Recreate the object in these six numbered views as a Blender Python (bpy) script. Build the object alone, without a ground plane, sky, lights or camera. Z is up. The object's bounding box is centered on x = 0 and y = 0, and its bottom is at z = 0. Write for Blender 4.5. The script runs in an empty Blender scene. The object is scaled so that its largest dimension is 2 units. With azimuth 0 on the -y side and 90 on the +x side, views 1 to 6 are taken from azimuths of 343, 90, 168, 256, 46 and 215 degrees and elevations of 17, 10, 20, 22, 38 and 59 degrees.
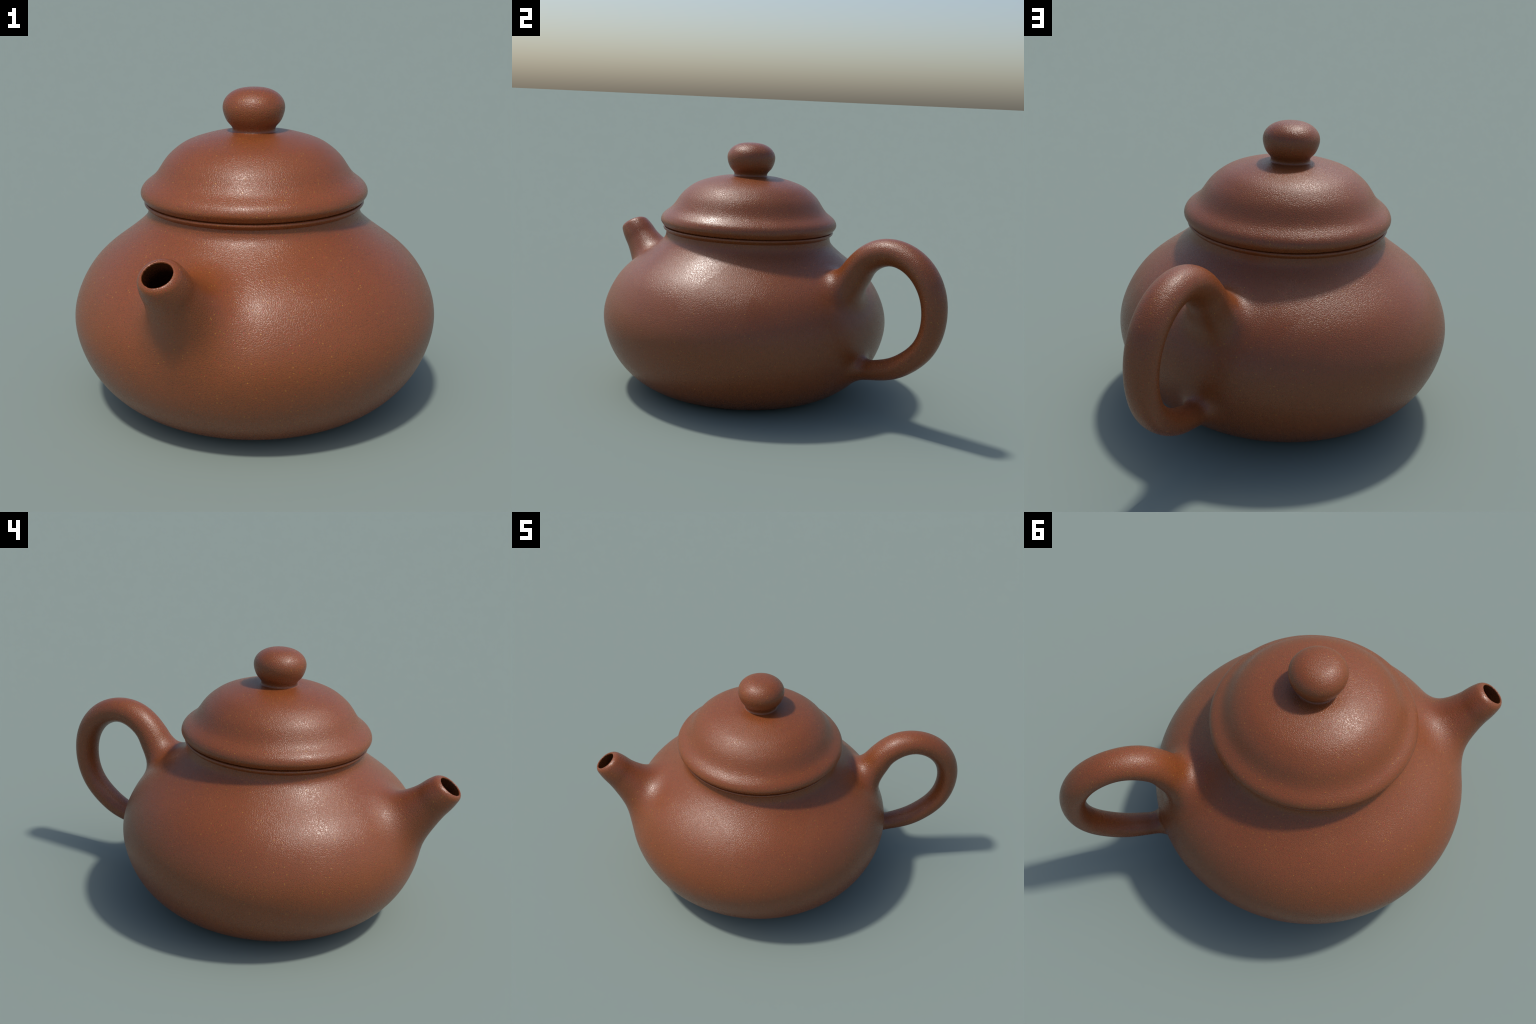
"""A round, unglazed red-clay teapot: squat body, straight tapered spout, loop handle,
domed lid with a flared rim and a round knob.  Everything is procedural:
 - body, spout and handle are one implicit surface (a lathe profile, a tapered tube clipped at
   the mouth with a bore, and a swept loop, joined by smooth unions), polygonised with a sparse
   surface-nets mesher and then split by region into parts with shared normals;
 - the lid, its knob and the collar under the lid are lathed profiles."""
import bpy, numpy as np
from math import pi, cos, sin, radians

AXIS = np.array([-0.0022, -0.1152])         # the body's axis of revolution
FRAME = np.array([0.0, -0.1138])            # origin of the spout's and the handle's planes
LID_AXIS = np.array([-0.0008, -0.1147])
LID_OVAL = 0.005                            # the lid is very slightly oval towards the handle
VOXEL = 0.0062

# ------------------------------------------------------------------ profiles (radius, height)
BODY_PROFILE = [(0.0, 0.004), (0.30, 0.003), (0.44, 0.001), (0.535, 0.004), (0.6377, 0.0428),
                (0.7446, 0.1254), (0.8311, 0.2471), (0.8796, 0.3968), (0.8791, 0.500),
                (0.8496, 0.5940), (0.7862, 0.7000), (0.7003, 0.7827), (0.6071, 0.8510),
                (0.5340, 0.9135), (0.5150, 0.9412), (0.5100, 0.9662), (0.5092, 0.985), (0.5092, 1.000)]
COLLAR_PROFILE = [(0.44, 0.977), (0.5075, 0.977), (0.5145, 0.9815), (0.5215, 0.9880), (0.5278, 0.9965),
                  (0.5268, 1.0045), (0.518, 1.0078), (0.50, 1.008), (0.44, 1.008)]
LID_UNDERSIDE = [(0.0, 1.026), (0.40, 1.026), (0.495, 1.0098), (0.5150, 1.0090)]
LID_PROFILE = [(0.5150, 1.0090), (0.5262, 1.0132), (0.5370, 1.0255), (0.5460, 1.0441), (0.5334, 1.0791),
               (0.4875, 1.1177), (0.4515, 1.1622), (0.4187, 1.2086), (0.3714, 1.2519),
               (0.3252, 1.2804), (0.2543, 1.3057), (0.172, 1.3248), (0.130, 1.3282)]
KNOB_PROFILE = [(0.130, 1.3282), (0.1165, 1.3289), (0.1075, 1.3305), (0.1030, 1.3355), (0.1022, 1.3440), (0.1085, 1.3570), (0.1271, 1.3786), (0.1430, 1.4140),
                (0.1475, 1.4494), (0.1358, 1.4839), (0.1056, 1.5130), (0.0599, 1.5310), (0.0, 1.5362)]

# handle: centre line in its own vertical plane (distance from axis, height) and radius
HANDLE_AZIMUTH = radians(51.76)
HANDLE_OFFSET = 0.0055
HANDLE_WIDTH = 1.18                         # breadth over thickness
HANDLE_BLEND = (0.088, 0.120)           # at the lower and the upper joint
HANDLE_LINE = [(0.7145, 0.7167, 0.0561), (0.7716, 0.7800, 0.0901), (0.8362, 0.8828, 0.0859),
               (0.9325, 0.9640, 0.0811), (1.0554, 0.9892, 0.0755), (1.1947, 0.9388, 0.0740),
               (1.2988, 0.8044, 0.0714), (1.3193, 0.6254, 0.0667), (1.2685, 0.4826, 0.0645),
               (1.1745, 0.3861, 0.0636), (1.0556, 0.3198, 0.0610), (0.8738, 0.2733, 0.0544),
               (0.6500, 0.1950, 0.0500)]
# spout
SPOUT_AZIMUTH = radians(-128.0)
SPOUT_BLEND = 0.205
SPOUT_LINE = [(0.7797, 0.6338, 0.0894), (0.8455, 0.7050, 0.1119), (0.8889, 0.7614, 0.1172),
              (0.9358, 0.8181, 0.1091), (0.9780, 0.8653, 0.1023), (1.0362, 0.9245, 0.0782)]
MOUTH = (1.0339, 0.9267)
MOUTH_TILT = radians(55.9)
MOUTH_RADIUS = 0.0634
LIP_ROUNDING = 0.031
BELLY = (0.81, 0.38, 0.425)                # hollow the bore opens into (half width, half height, centre height)


# ------------------------------------------------------------------ curves
def spline(points, step):
    """Natural cubic spline through points, parametrised by chord length, sampled about every step."""
    P = np.asarray(points, float)
    n = len(P)
    t = np.r_[0, np.cumsum(np.sqrt(np.linalg.norm(np.diff(P[:, :2], axis=0), axis=1)))]
    h = np.diff(t)
    A = np.eye(n)
    R = np.zeros_like(P)
    for i in range(1, n - 1):
        A[i, i - 1:i + 2] = h[i - 1], 2 * (h[i - 1] + h[i]), h[i]
        R[i] = 6 * ((P[i + 1] - P[i]) / h[i] - (P[i] - P[i - 1]) / h[i - 1])
    M = np.linalg.solve(A, R)
    out = []
    for i in range(n - 1):
        m = max(2, int(np.linalg.norm(P[i + 1, :2] - P[i, :2]) / step) + 1)
        a = np.linspace(0, 1, m, endpoint=False)[:, None]
        b = 1 - a
        out.append(b * P[i] + a * P[i + 1] + h[i] ** 2 / 6 * ((b ** 3 - b) * M[i] + (a ** 3 - a) * M[i + 1]))
    out.append(P[-1:])
    return np.vstack(out)


# ------------------------------------------------------------------ implicit shape
def signed_distance_2d(P, poly):
    A, B = poly[:-1], poly[1:]
    d = B - A
    L = (d ** 2).sum(1) + 1e-15
    out = np.empty(len(P))
    for i in range(0, len(P), 4000):
        Q = P[i:i + 4000]
        pa = Q[:, None] - A[None]
        t = np.clip((pa * d).sum(2) / L, 0, 1)
        q = pa - t[..., None] * d
        D = np.sqrt((q ** 2).sum(2).min(1))
        x, y = Q[:, :1], Q[:, 1:]
        cr = ((A[:, 1] > y) != (B[:, 1] > y)) & (x < d[:, 0] * (y - A[:, 1]) / np.where(abs(d[:, 1]) < 1e-12, 1e-12, d[:, 1]) + A[:, 0])
        out[i:i + 4000] = np.where(cr.sum(1) % 2 == 1, -D, D)
    return out


class LatheField:
    """Distance to the lathe profile, tabulated from the curve and read back with cubic filtering."""
    def __init__(self, poly, step=0.008, rmax=1.6, z0=-0.2, z1=1.2):
        self.step, self.z0 = step, z0
        self.r0 = -4 * step
        r = np.arange(self.r0, rmax, step)
        z = np.arange(z0, z1, step)
        g = np.stack(np.meshgrid(np.abs(r), z, indexing='ij'), -1)
        self.T = signed_distance_2d(g.reshape(-1, 2), poly).reshape(len(r), len(z))

    def __call__(self, r, z):
        n, m = self.T.shape
        a = np.clip((r - self.r0) / self.step, 1, n - 2.001)
        b = np.clip((z - self.z0) / self.step, 1, m - 2.001)
        i, j = a.astype(int), b.astype(int)
        u, v = a - i, b - j

        def w(t):
            return (-.5 * t + t * t - .5 * t ** 3, 1 - 2.5 * t * t + 1.5 * t ** 3,
                    .5 * t + 2 * t * t - 1.5 * t ** 3, -.5 * t * t + .5 * t ** 3)
        wu, wv = w(u), w(v)
        s = 0
        for p in range(4):
            row = 0
            for q in range(4):
                row = row + wv[q] * self.T[i + p - 1, j + q - 1]
            s = s + wu[p] * row
        return s


def smooth_min(a, b, k):
    h = np.maximum(k - abs(a - b), 0) / k
    return np.minimum(a, b) - h * h * k * .25


def smooth_max(a, b, k):
    return -smooth_min(-a, -b, k)


def tube(s, w, z, line, width=1.0):
    """Distance to a tube of varying radius swept along a polyline in the plane w = 0."""
    best = np.full(s.shape, 9.0)
    w2 = (w / width) ** 2
    for (s0, z0, r0), (s1, z1, r1) in zip(line[:-1], line[1:]):
        ds, dz = s1 - s0, z1 - z0
        t = np.clip(((s - s0) * ds + (z - z0) * dz) / (ds * ds + dz * dz), 0, 1)
        best = np.minimum(best, np.sqrt((s - s0 - t * ds) ** 2 + (z - z0 - t * dz) ** 2 + w2) - (r0 + t * (r1 - r0)))
    return best


body_curve = spline(BODY_PROFILE, 0.004)
body_poly = np.vstack([body_curve, [0, body_curve[-1, 1]]])
lathe_field = LatheField(body_poly)
handle_line = spline(HANDLE_LINE, 0.012)
spout_line = spline(SPOUT_LINE, 0.012)
# the bore runs from beyond the mouth down the spout into the belly
md = np.array([cos(MOUTH_TILT), sin(MOUTH_TILT)])
bore_line = spline([(MOUTH[0] + .05 * md[0], MOUTH[1] + .05 * md[1], MOUTH_RADIUS + .002),
                    (MOUTH[0], MOUTH[1], MOUTH_RADIUS),
                    (MOUTH[0] - .045, MOUTH[1] - .06, MOUTH_RADIUS + .002),
                    (0.92, 0.80, 0.086), (0.83, 0.70, 0.100), (0.66, 0.53, 0.120)], 0.03)


def local(X, azimuth, offset=0.0):
    x, y = X[:, 0] - FRAME[0], X[:, 1] - FRAME[1]
    return x * cos(azimuth) + y * sin(azimuth), -x * sin(azimuth) + y * cos(azimuth) - offset, X[:, 2]


def part_fields(X):
    body = lathe_field(np.hypot(X[:, 0] - AXIS[0], X[:, 1] - AXIS[1]), X[:, 2])
    spout = np.full(len(X), 5.0)
    bore = np.full(len(X), 5.0)
    handle = np.full(len(X), 5.0)
    s, w, z = local(X, SPOUT_AZIMUTH)
    m = (s > .4) & (abs(w) < .45) & (z > .3)
    if m.any():
        sm, wm, zm = s[m], w[m], z[m]
        mouth = (sm - MOUTH[0]) * md[0] + (zm - MOUTH[1]) * md[1]
        spout[m] = smooth_max(tube(sm, wm, zm, spout_line), mouth, LIP_ROUNDING)
        bore[m] = tube(sm, wm, zm, bore_line)
    s, w, z = local(X, HANDLE_AZIMUTH, HANDLE_OFFSET)
    m = (s > .45) & (abs(w) < .3)
    if m.any():
        handle[m] = tube(s[m], w[m], z[m], handle_line, HANDLE_WIDTH)
    r2 = ((X[:, 0] - AXIS[0]) ** 2 + (X[:, 1] - AXIS[1]) ** 2) / BELLY[0] ** 2 + ((X[:, 2] - BELLY[2]) / BELLY[1]) ** 2
    cavity = (np.sqrt(r2) - 1) * BELLY[1]
    return body, spout, bore, handle, cavity


def field(X):
    body, spout, bore, handle, cavity = part_fields(X)
    d = smooth_min(body, spout, SPOUT_BLEND)
    d = smooth_min(d, handle, HANDLE_BLEND[0] + (HANDLE_BLEND[1] - HANDLE_BLEND[0]) * np.clip((X[:, 2] - .35) / .3, 0, 1))
    return smooth_max(d, -np.minimum(bore, cavity), 0.007)


def gradient(X, e=0.0015):
    g = np.empty_like(X)
    for k in range(3):
        o = np.zeros(3)
        o[k] = e
        g[:, k] = field(X + o) - field(X - o)
    return g / (2 * e)


# ------------------------------------------------------------------ sparse surface nets
def polygonise(lo, hi, voxel, levels=4):
    lo = np.asarray(lo, float)
    h = voxel * 2 ** levels
    n = np.ceil((np.asarray(hi) - lo) / h).astype(int)
    cells = np.stack(np.meshgrid(*[np.arange(k) for k in n], indexing='ij'), -1).reshape(-1, 3)
    octants = np.stack(np.meshgrid([0, 1], [0, 1], [0, 1], indexing='ij'), -1).reshape(-1, 3)
    for level in range(levels + 1):
        d = field(lo + (cells + .5) * h)
        cells = cells[abs(d) < h * 1.15]
        if level < levels:
            cells = (cells[:, None] * 2 + octants[None]).reshape(-1, 3)
            h /= 2
    dim = np.asarray(n) * 2 ** levels + 2
    key = lambda c: (c[..., 0] * dim[1] + c[..., 1]) * dim[2] + c[..., 2]
    corner = cells[:, None] + octants[None]
    ck, inv = np.unique(key(corner).ravel(), return_inverse=True)
    cpos = np.stack([ck // (dim[1] * dim[2]), ck // dim[2] % dim[1], ck % dim[2]], -1)
    val = field(lo + cpos * h)
    cv = val[inv].reshape(-1, 8)
    active = (cv.min(1) < 0) & (cv.max(1) >= 0)
    cells, cv = cells[active], cv[active]
    order = np.argsort(key(cells))
    cells, cv = cells[order], cv[order]
    cell_key = key(cells)
    acc, cnt = np.zeros((len(cells), 3)), np.zeros(len(cells))
    for a in range(8):
        for b in range(a + 1, 8):
            if abs(octants[a] - octants[b]).sum() != 1:
                continue
            m = (cv[:, a] < 0) != (cv[:, b] < 0)
            t = cv[m, a] / (cv[m, a] - cv[m, b])
            acc[m] += octants[a] + t[:, None] * (octants[b] - octants[a])
            cnt[m] += 1
    V = lo + (cells + acc / cnt[:, None]) * h
    faces = []
    for axis in range(3):
        u, v = (axis + 1) % 3, (axis + 2) % 3
        far = np.zeros(3, int)
        far[axis] = 1
        ia = 0
        ib = int(np.where((octants == far).all(1))[0][0])
        m = (cv[:, ia] < 0) != (cv[:, ib] < 0)
        base, inside = cells[m], cv[m, ia] < 0
        eu, ev = np.zeros(3, int), np.zeros(3, int)
        eu[u] = ev[v] = 1
        ids = []
        for c in (base, base - eu, base - eu - ev, base - ev):
            k = key(c)
            j = np.clip(np.searchsorted(cell_key, k), 0, len(cell_key) - 1)
            ids.append(np.where(cell_key[j] == k, j, -1))
        q = np.stack(ids, 1)
        q[~inside] = q[~inside][:, ::-1]
        faces.append(q[(q >= 0).all(1)])
    F = np.vstack(faces)
    def settle(V, g, passes):                 # pull the vertices exactly onto the surface
        for _ in range(passes):
            V = V - np.clip(field(V) / (g ** 2).sum(1).clip(.2), -.5 * h, .5 * h)[:, None] * g
        return V

    g = gradient(V)
    V = settle(V, g, 2)
    for it in range(2):                       # even out the grid, then pull back
        S, c = np.zeros_like(V), np.zeros(len(V))
        for k in range(4):
            T = V[F[:, (k + 1) % 4]] + V[F[:, k - 1]]
            for ax in range(3):
                S[:, ax] += np.bincount(F[:, k], T[:, ax], len(V))
            c += 2 * np.bincount(F[:, k], minlength=len(V))
        N = g / np.linalg.norm(g, axis=1)[:, None].clip(1e-6)
        d = S / c[:, None].clip(1) - V
        V = V + .6 * (d - (d * N).sum(1)[:, None] * N)
        g = gradient(V)
        V = settle(V, g, 2)
    g = gradient(V)
    return V, F, g / np.linalg.norm(g, axis=1)[:, None]


# ------------------------------------------------------------------ clay material
def clay_material(name='red_clay', tone=1.0):
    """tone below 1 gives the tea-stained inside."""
    mat = bpy.data.materials.new(name)
    mat.use_nodes = True
    nt = mat.node_tree
    nt.nodes.clear()
    link = nt.links.new

    def node(kind, **kw):
        n = nt.nodes.new(kind)
        for k, v in kw.items():
            if k in n.inputs:
                n.inputs[k].default_value = v
            else:
                setattr(n, k, v)
        return n

    out = node('ShaderNodeOutputMaterial')
    bsdf = node('ShaderNodeBsdfPrincipled')
    link(bsdf.outputs[0], out.inputs[0])
    co = node('ShaderNodeTexCoord').outputs['Object']

    def noise(scale, detail=2.0, rough=.5, src=co):
        n = node('ShaderNodeTexNoise', Scale=scale, Detail=detail, Roughness=rough)
        link(src, n.inputs['Vector'])
        return n.outputs['Fac']

    def remap(src, a, b, c=0.0, d=1.0):
        n = node('ShaderNodeMapRange')
        for i, v in zip(('From Min', 'From Max', 'To Min', 'To Max'), (a, b, c, d)):
            n.inputs[i].default_value = v
        link(src, n.inputs['Value'])
        return n.outputs[0]

    def mix(fac, a, b):
        n = node('ShaderNodeMix', data_type='RGBA')
        link(fac, n.inputs[0])
        for sock, v in ((n.inputs[6], a), (n.inputs[7], b)):
            if isinstance(v, tuple):
                sock.default_value = v
            else:
                link(v, sock)
        return n.outputs[2]

    def math(op, a, b):
        n = node('ShaderNodeMath', operation=op)
        for sock, v in zip(n.inputs, (a, b)):
            if isinstance(v, (int, float)):
                sock.default_value = v
            else:
                link(v, sock)
        return n.outputs[0]

    def specks(scale, radius, share, shift):
        """Grains in the clay: round dots in a random share of Voronoi cells."""
        mp = node('ShaderNodeMapping')
        mp.inputs['Location'].default_value = shift
        link(co, mp.inputs['Vector'])
        v = node('ShaderNodeTexVoronoi', Scale=scale)
        link(mp.outputs[0], v.inputs['Vector'])
        dot = remap(v.outputs['Distance'], radius, radius * .55)
        sep = node('ShaderNodeSeparateColor')
        link(v.outputs['Color'], sep.inputs[0])
        pick = math('LESS_THAN', sep.outputs[0], share)
        return math('MULTIPLY', math('MULTIPLY', dot, pick), remap(sep.outputs[1], 0, 1, .35, 1))

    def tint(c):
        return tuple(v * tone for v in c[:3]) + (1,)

    base = mix(remap(noise(5.0, 3.0), .35, .65), tint(CLAY_A), tint(CLAY_B))
    base = mix(remap(noise(150.0, 3.0, .6), .38, .64), base, tint(CLAY_RED))
    fine = noise(200.0, 2.0)
    base = mix(remap(fine, .50, .70, 0, .5), base, tint(CLAY_DARK))
    base = mix(specks(75.0, .21, .30, (3.1, .7, 1.9)), base, tint(SPECK_RED))
    base = mix(specks(60.0, .20, .28, (.4, 5.2, 2.6)), base, tint(SPECK_YELLOW))
    link(base, bsdf.inputs['Base Color'])

    # uneven gloss: soft large patches, some harder-edged like texture-map seams, and fine scatter
    v = node('ShaderNodeTexVoronoi', Scale=2.3)
    link(co, v.inputs['Vector'])
    sep = node('ShaderNodeSeparateColor')
    link(v.outputs['Color'], sep.inputs[0])
    patch = math('ADD', remap(noise(2.6, 2.0), .35, .65, -.5, .5), remap(sep.outputs[0], 0, 1, -.5, .5))
    rough = remap(noise(190.0, 2.0), .3, .7, ROUGH[0], ROUGH[1])
    link(math('ADD', rough, math('MULTIPLY', patch, .05)), bsdf.inputs['Roughness'])
    bsdf.inputs['Specular IOR Level'].default_value = SPECULAR
    # sandy grain: a mostly level skin broken by small pits
    pits = remap(noise(195.0, 2.0, .5), .33, .56)
    grain = math('ADD', pits, math('MULTIPLY', noise(350.0, 2.0), .7))
    b1 = node('ShaderNodeBump', Distance=BUMP[1])
    link(math('ADD', BUMP[0], math('MULTIPLY', patch, .12)), b1.inputs['Strength'])
    link(grain, b1.inputs['Height'])
    link(b1.outputs[0], bsdf.inputs['Normal'])
    return mat


CLAY_A = (0.205, 0.060, 0.0150, 1)
CLAY_B = (0.222, 0.066, 0.0165, 1)
CLAY_RED = (0.240, 0.056, 0.0160, 1)
CLAY_DARK = (0.075, 0.030, 0.016, 1)
SPECK_RED = (0.36, 0.024, 0.020, 1)
SPECK_YELLOW = (0.42, 0.19, 0.025, 1)
ROUGH = (0.23, 0.35)
SPECULAR = 0.5
BUMP = (0.46, 0.00140)


# ------------------------------------------------------------------ objects
def new_object(name, V, F, N, mat, parent):
    me = bpy.data.meshes.new(name)
    me.from_pydata([tuple(v) for v in V.tolist()], [], [tuple(f) for f in F])
    me.polygons.foreach_set('use_smooth', [True] * len(me.polygons))
    me.update()
    if N is not None:
        me.normals_split_custom_set_from_vertices([tuple(n) for n in N.tolist()])
    me.materials.append(mat)
    ob = bpy.data.objects.new(name, me)
    bpy.context.scene.collection.objects.link(ob)
    ob.parent = parent
    return ob


def lathe(profile, axis, oval=0.0, turns=256):
    """Quads and smooth normals of a revolved profile (points run so that outside is on the left)."""
    P = np.asarray(profile)
    T = np.gradient(P, axis=0)
    nr, nz = T[:, 1], -T[:, 0]
    L = np.hypot(nr, nz)
    nr, nz = nr / L, nz / L
    a = np.linspace(0, 2 * pi, turns, endpoint=False)
    R = P[:, :1] * (1 + oval * np.sin(2 * a))
    V = np.stack([axis[0] + R * np.cos(a), axis[1] + R * np.sin(a), P[:, 1:2] + 0 * a], -1).reshape(-1, 3)
    N = np.stack([nr[:, None] * np.cos(a), nr[:, None] * np.sin(a), nz[:, None] + 0 * a], -1).reshape(-1, 3)
    i = np.arange(len(P) - 1)[:, None] * turns
    j = np.arange(turns)[None]
    k = (j + 1) % turns
    F = np.stack([i + j, i + k, i + turns + k, i + turns + j], -1).reshape(-1, 4)
    return V, F, N


def sub_mesh(V, F, N, mask):
    f = F[mask]
    used, inv = np.unique(f.ravel(), return_inverse=True)
    return V[used], inv.reshape(-1, 4).tolist(), N[used]


clay = clay_material()
inner_clay = clay_material('darker_clay', 0.35)  # same clay at a darker tone, for the bore and belly walls
teapot = bpy.data.objects.new('teapot', None)
teapot.location = (0, 0, 0)
bpy.context.scene.collection.objects.link(teapot)
teapot['label'] = 'round reddish-brown clay teapot with lid and loop handle'
teapot['category'] = 'teapot'

# body, spout and handle: one seamless surface, split by region
V, F, N = polygonise((-0.95, -1.05, -0.03), (1.05, 1.08, 1.07), VOXEL)
centre = V[F].mean(1)
fb, fs, fo, fh, fc = part_fields(centre)
shell = smooth_min(smooth_min(fb, fs, SPOUT_BLEND), fh, HANDLE_BLEND[1])
is_lining = (np.minimum(fo, fc) < 0.003) & (shell < -0.006)     # the inside, in the darker clay tone
is_spout = (np.minimum(fs, fo + 0.004) < fb) & (fs < fh) & (fc > 0.01) & ~is_lining
is_handle = (fh < fb) & ~is_spout & ~is_lining
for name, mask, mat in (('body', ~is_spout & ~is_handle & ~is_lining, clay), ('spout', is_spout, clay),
                        ('handle', is_handle, clay), ('lining', is_lining, inner_clay)):
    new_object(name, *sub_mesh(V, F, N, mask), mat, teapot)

# collar ring under the lid
V, F, N = lathe(spline(COLLAR_PROFILE, 0.002), AXIS)
new_object('collar', V, F.tolist(), N, clay, teapot)

# lid and knob: one lathed surface with a soft fillet between them, split in two
upper = spline(LID_PROFILE + KNOB_PROFILE[1:], 0.004)
under = spline(LID_UNDERSIDE, 0.02)
whole = np.vstack([under[:-1], upper])
V, F, N = lathe(whole, LID_AXIS, LID_OVAL)
height = V[F].mean(1)
radius = np.hypot(height[:, 0] - LID_AXIS[0], height[:, 1] - LID_AXIS[1])
is_knob = (radius < 0.130) & (height[:, 2] > 1.3)
lid = new_object('lid', *sub_mesh(V, F, N, ~is_knob), clay, teapot)
new_object('knob', *sub_mesh(V, F, N, is_knob), clay, lid)
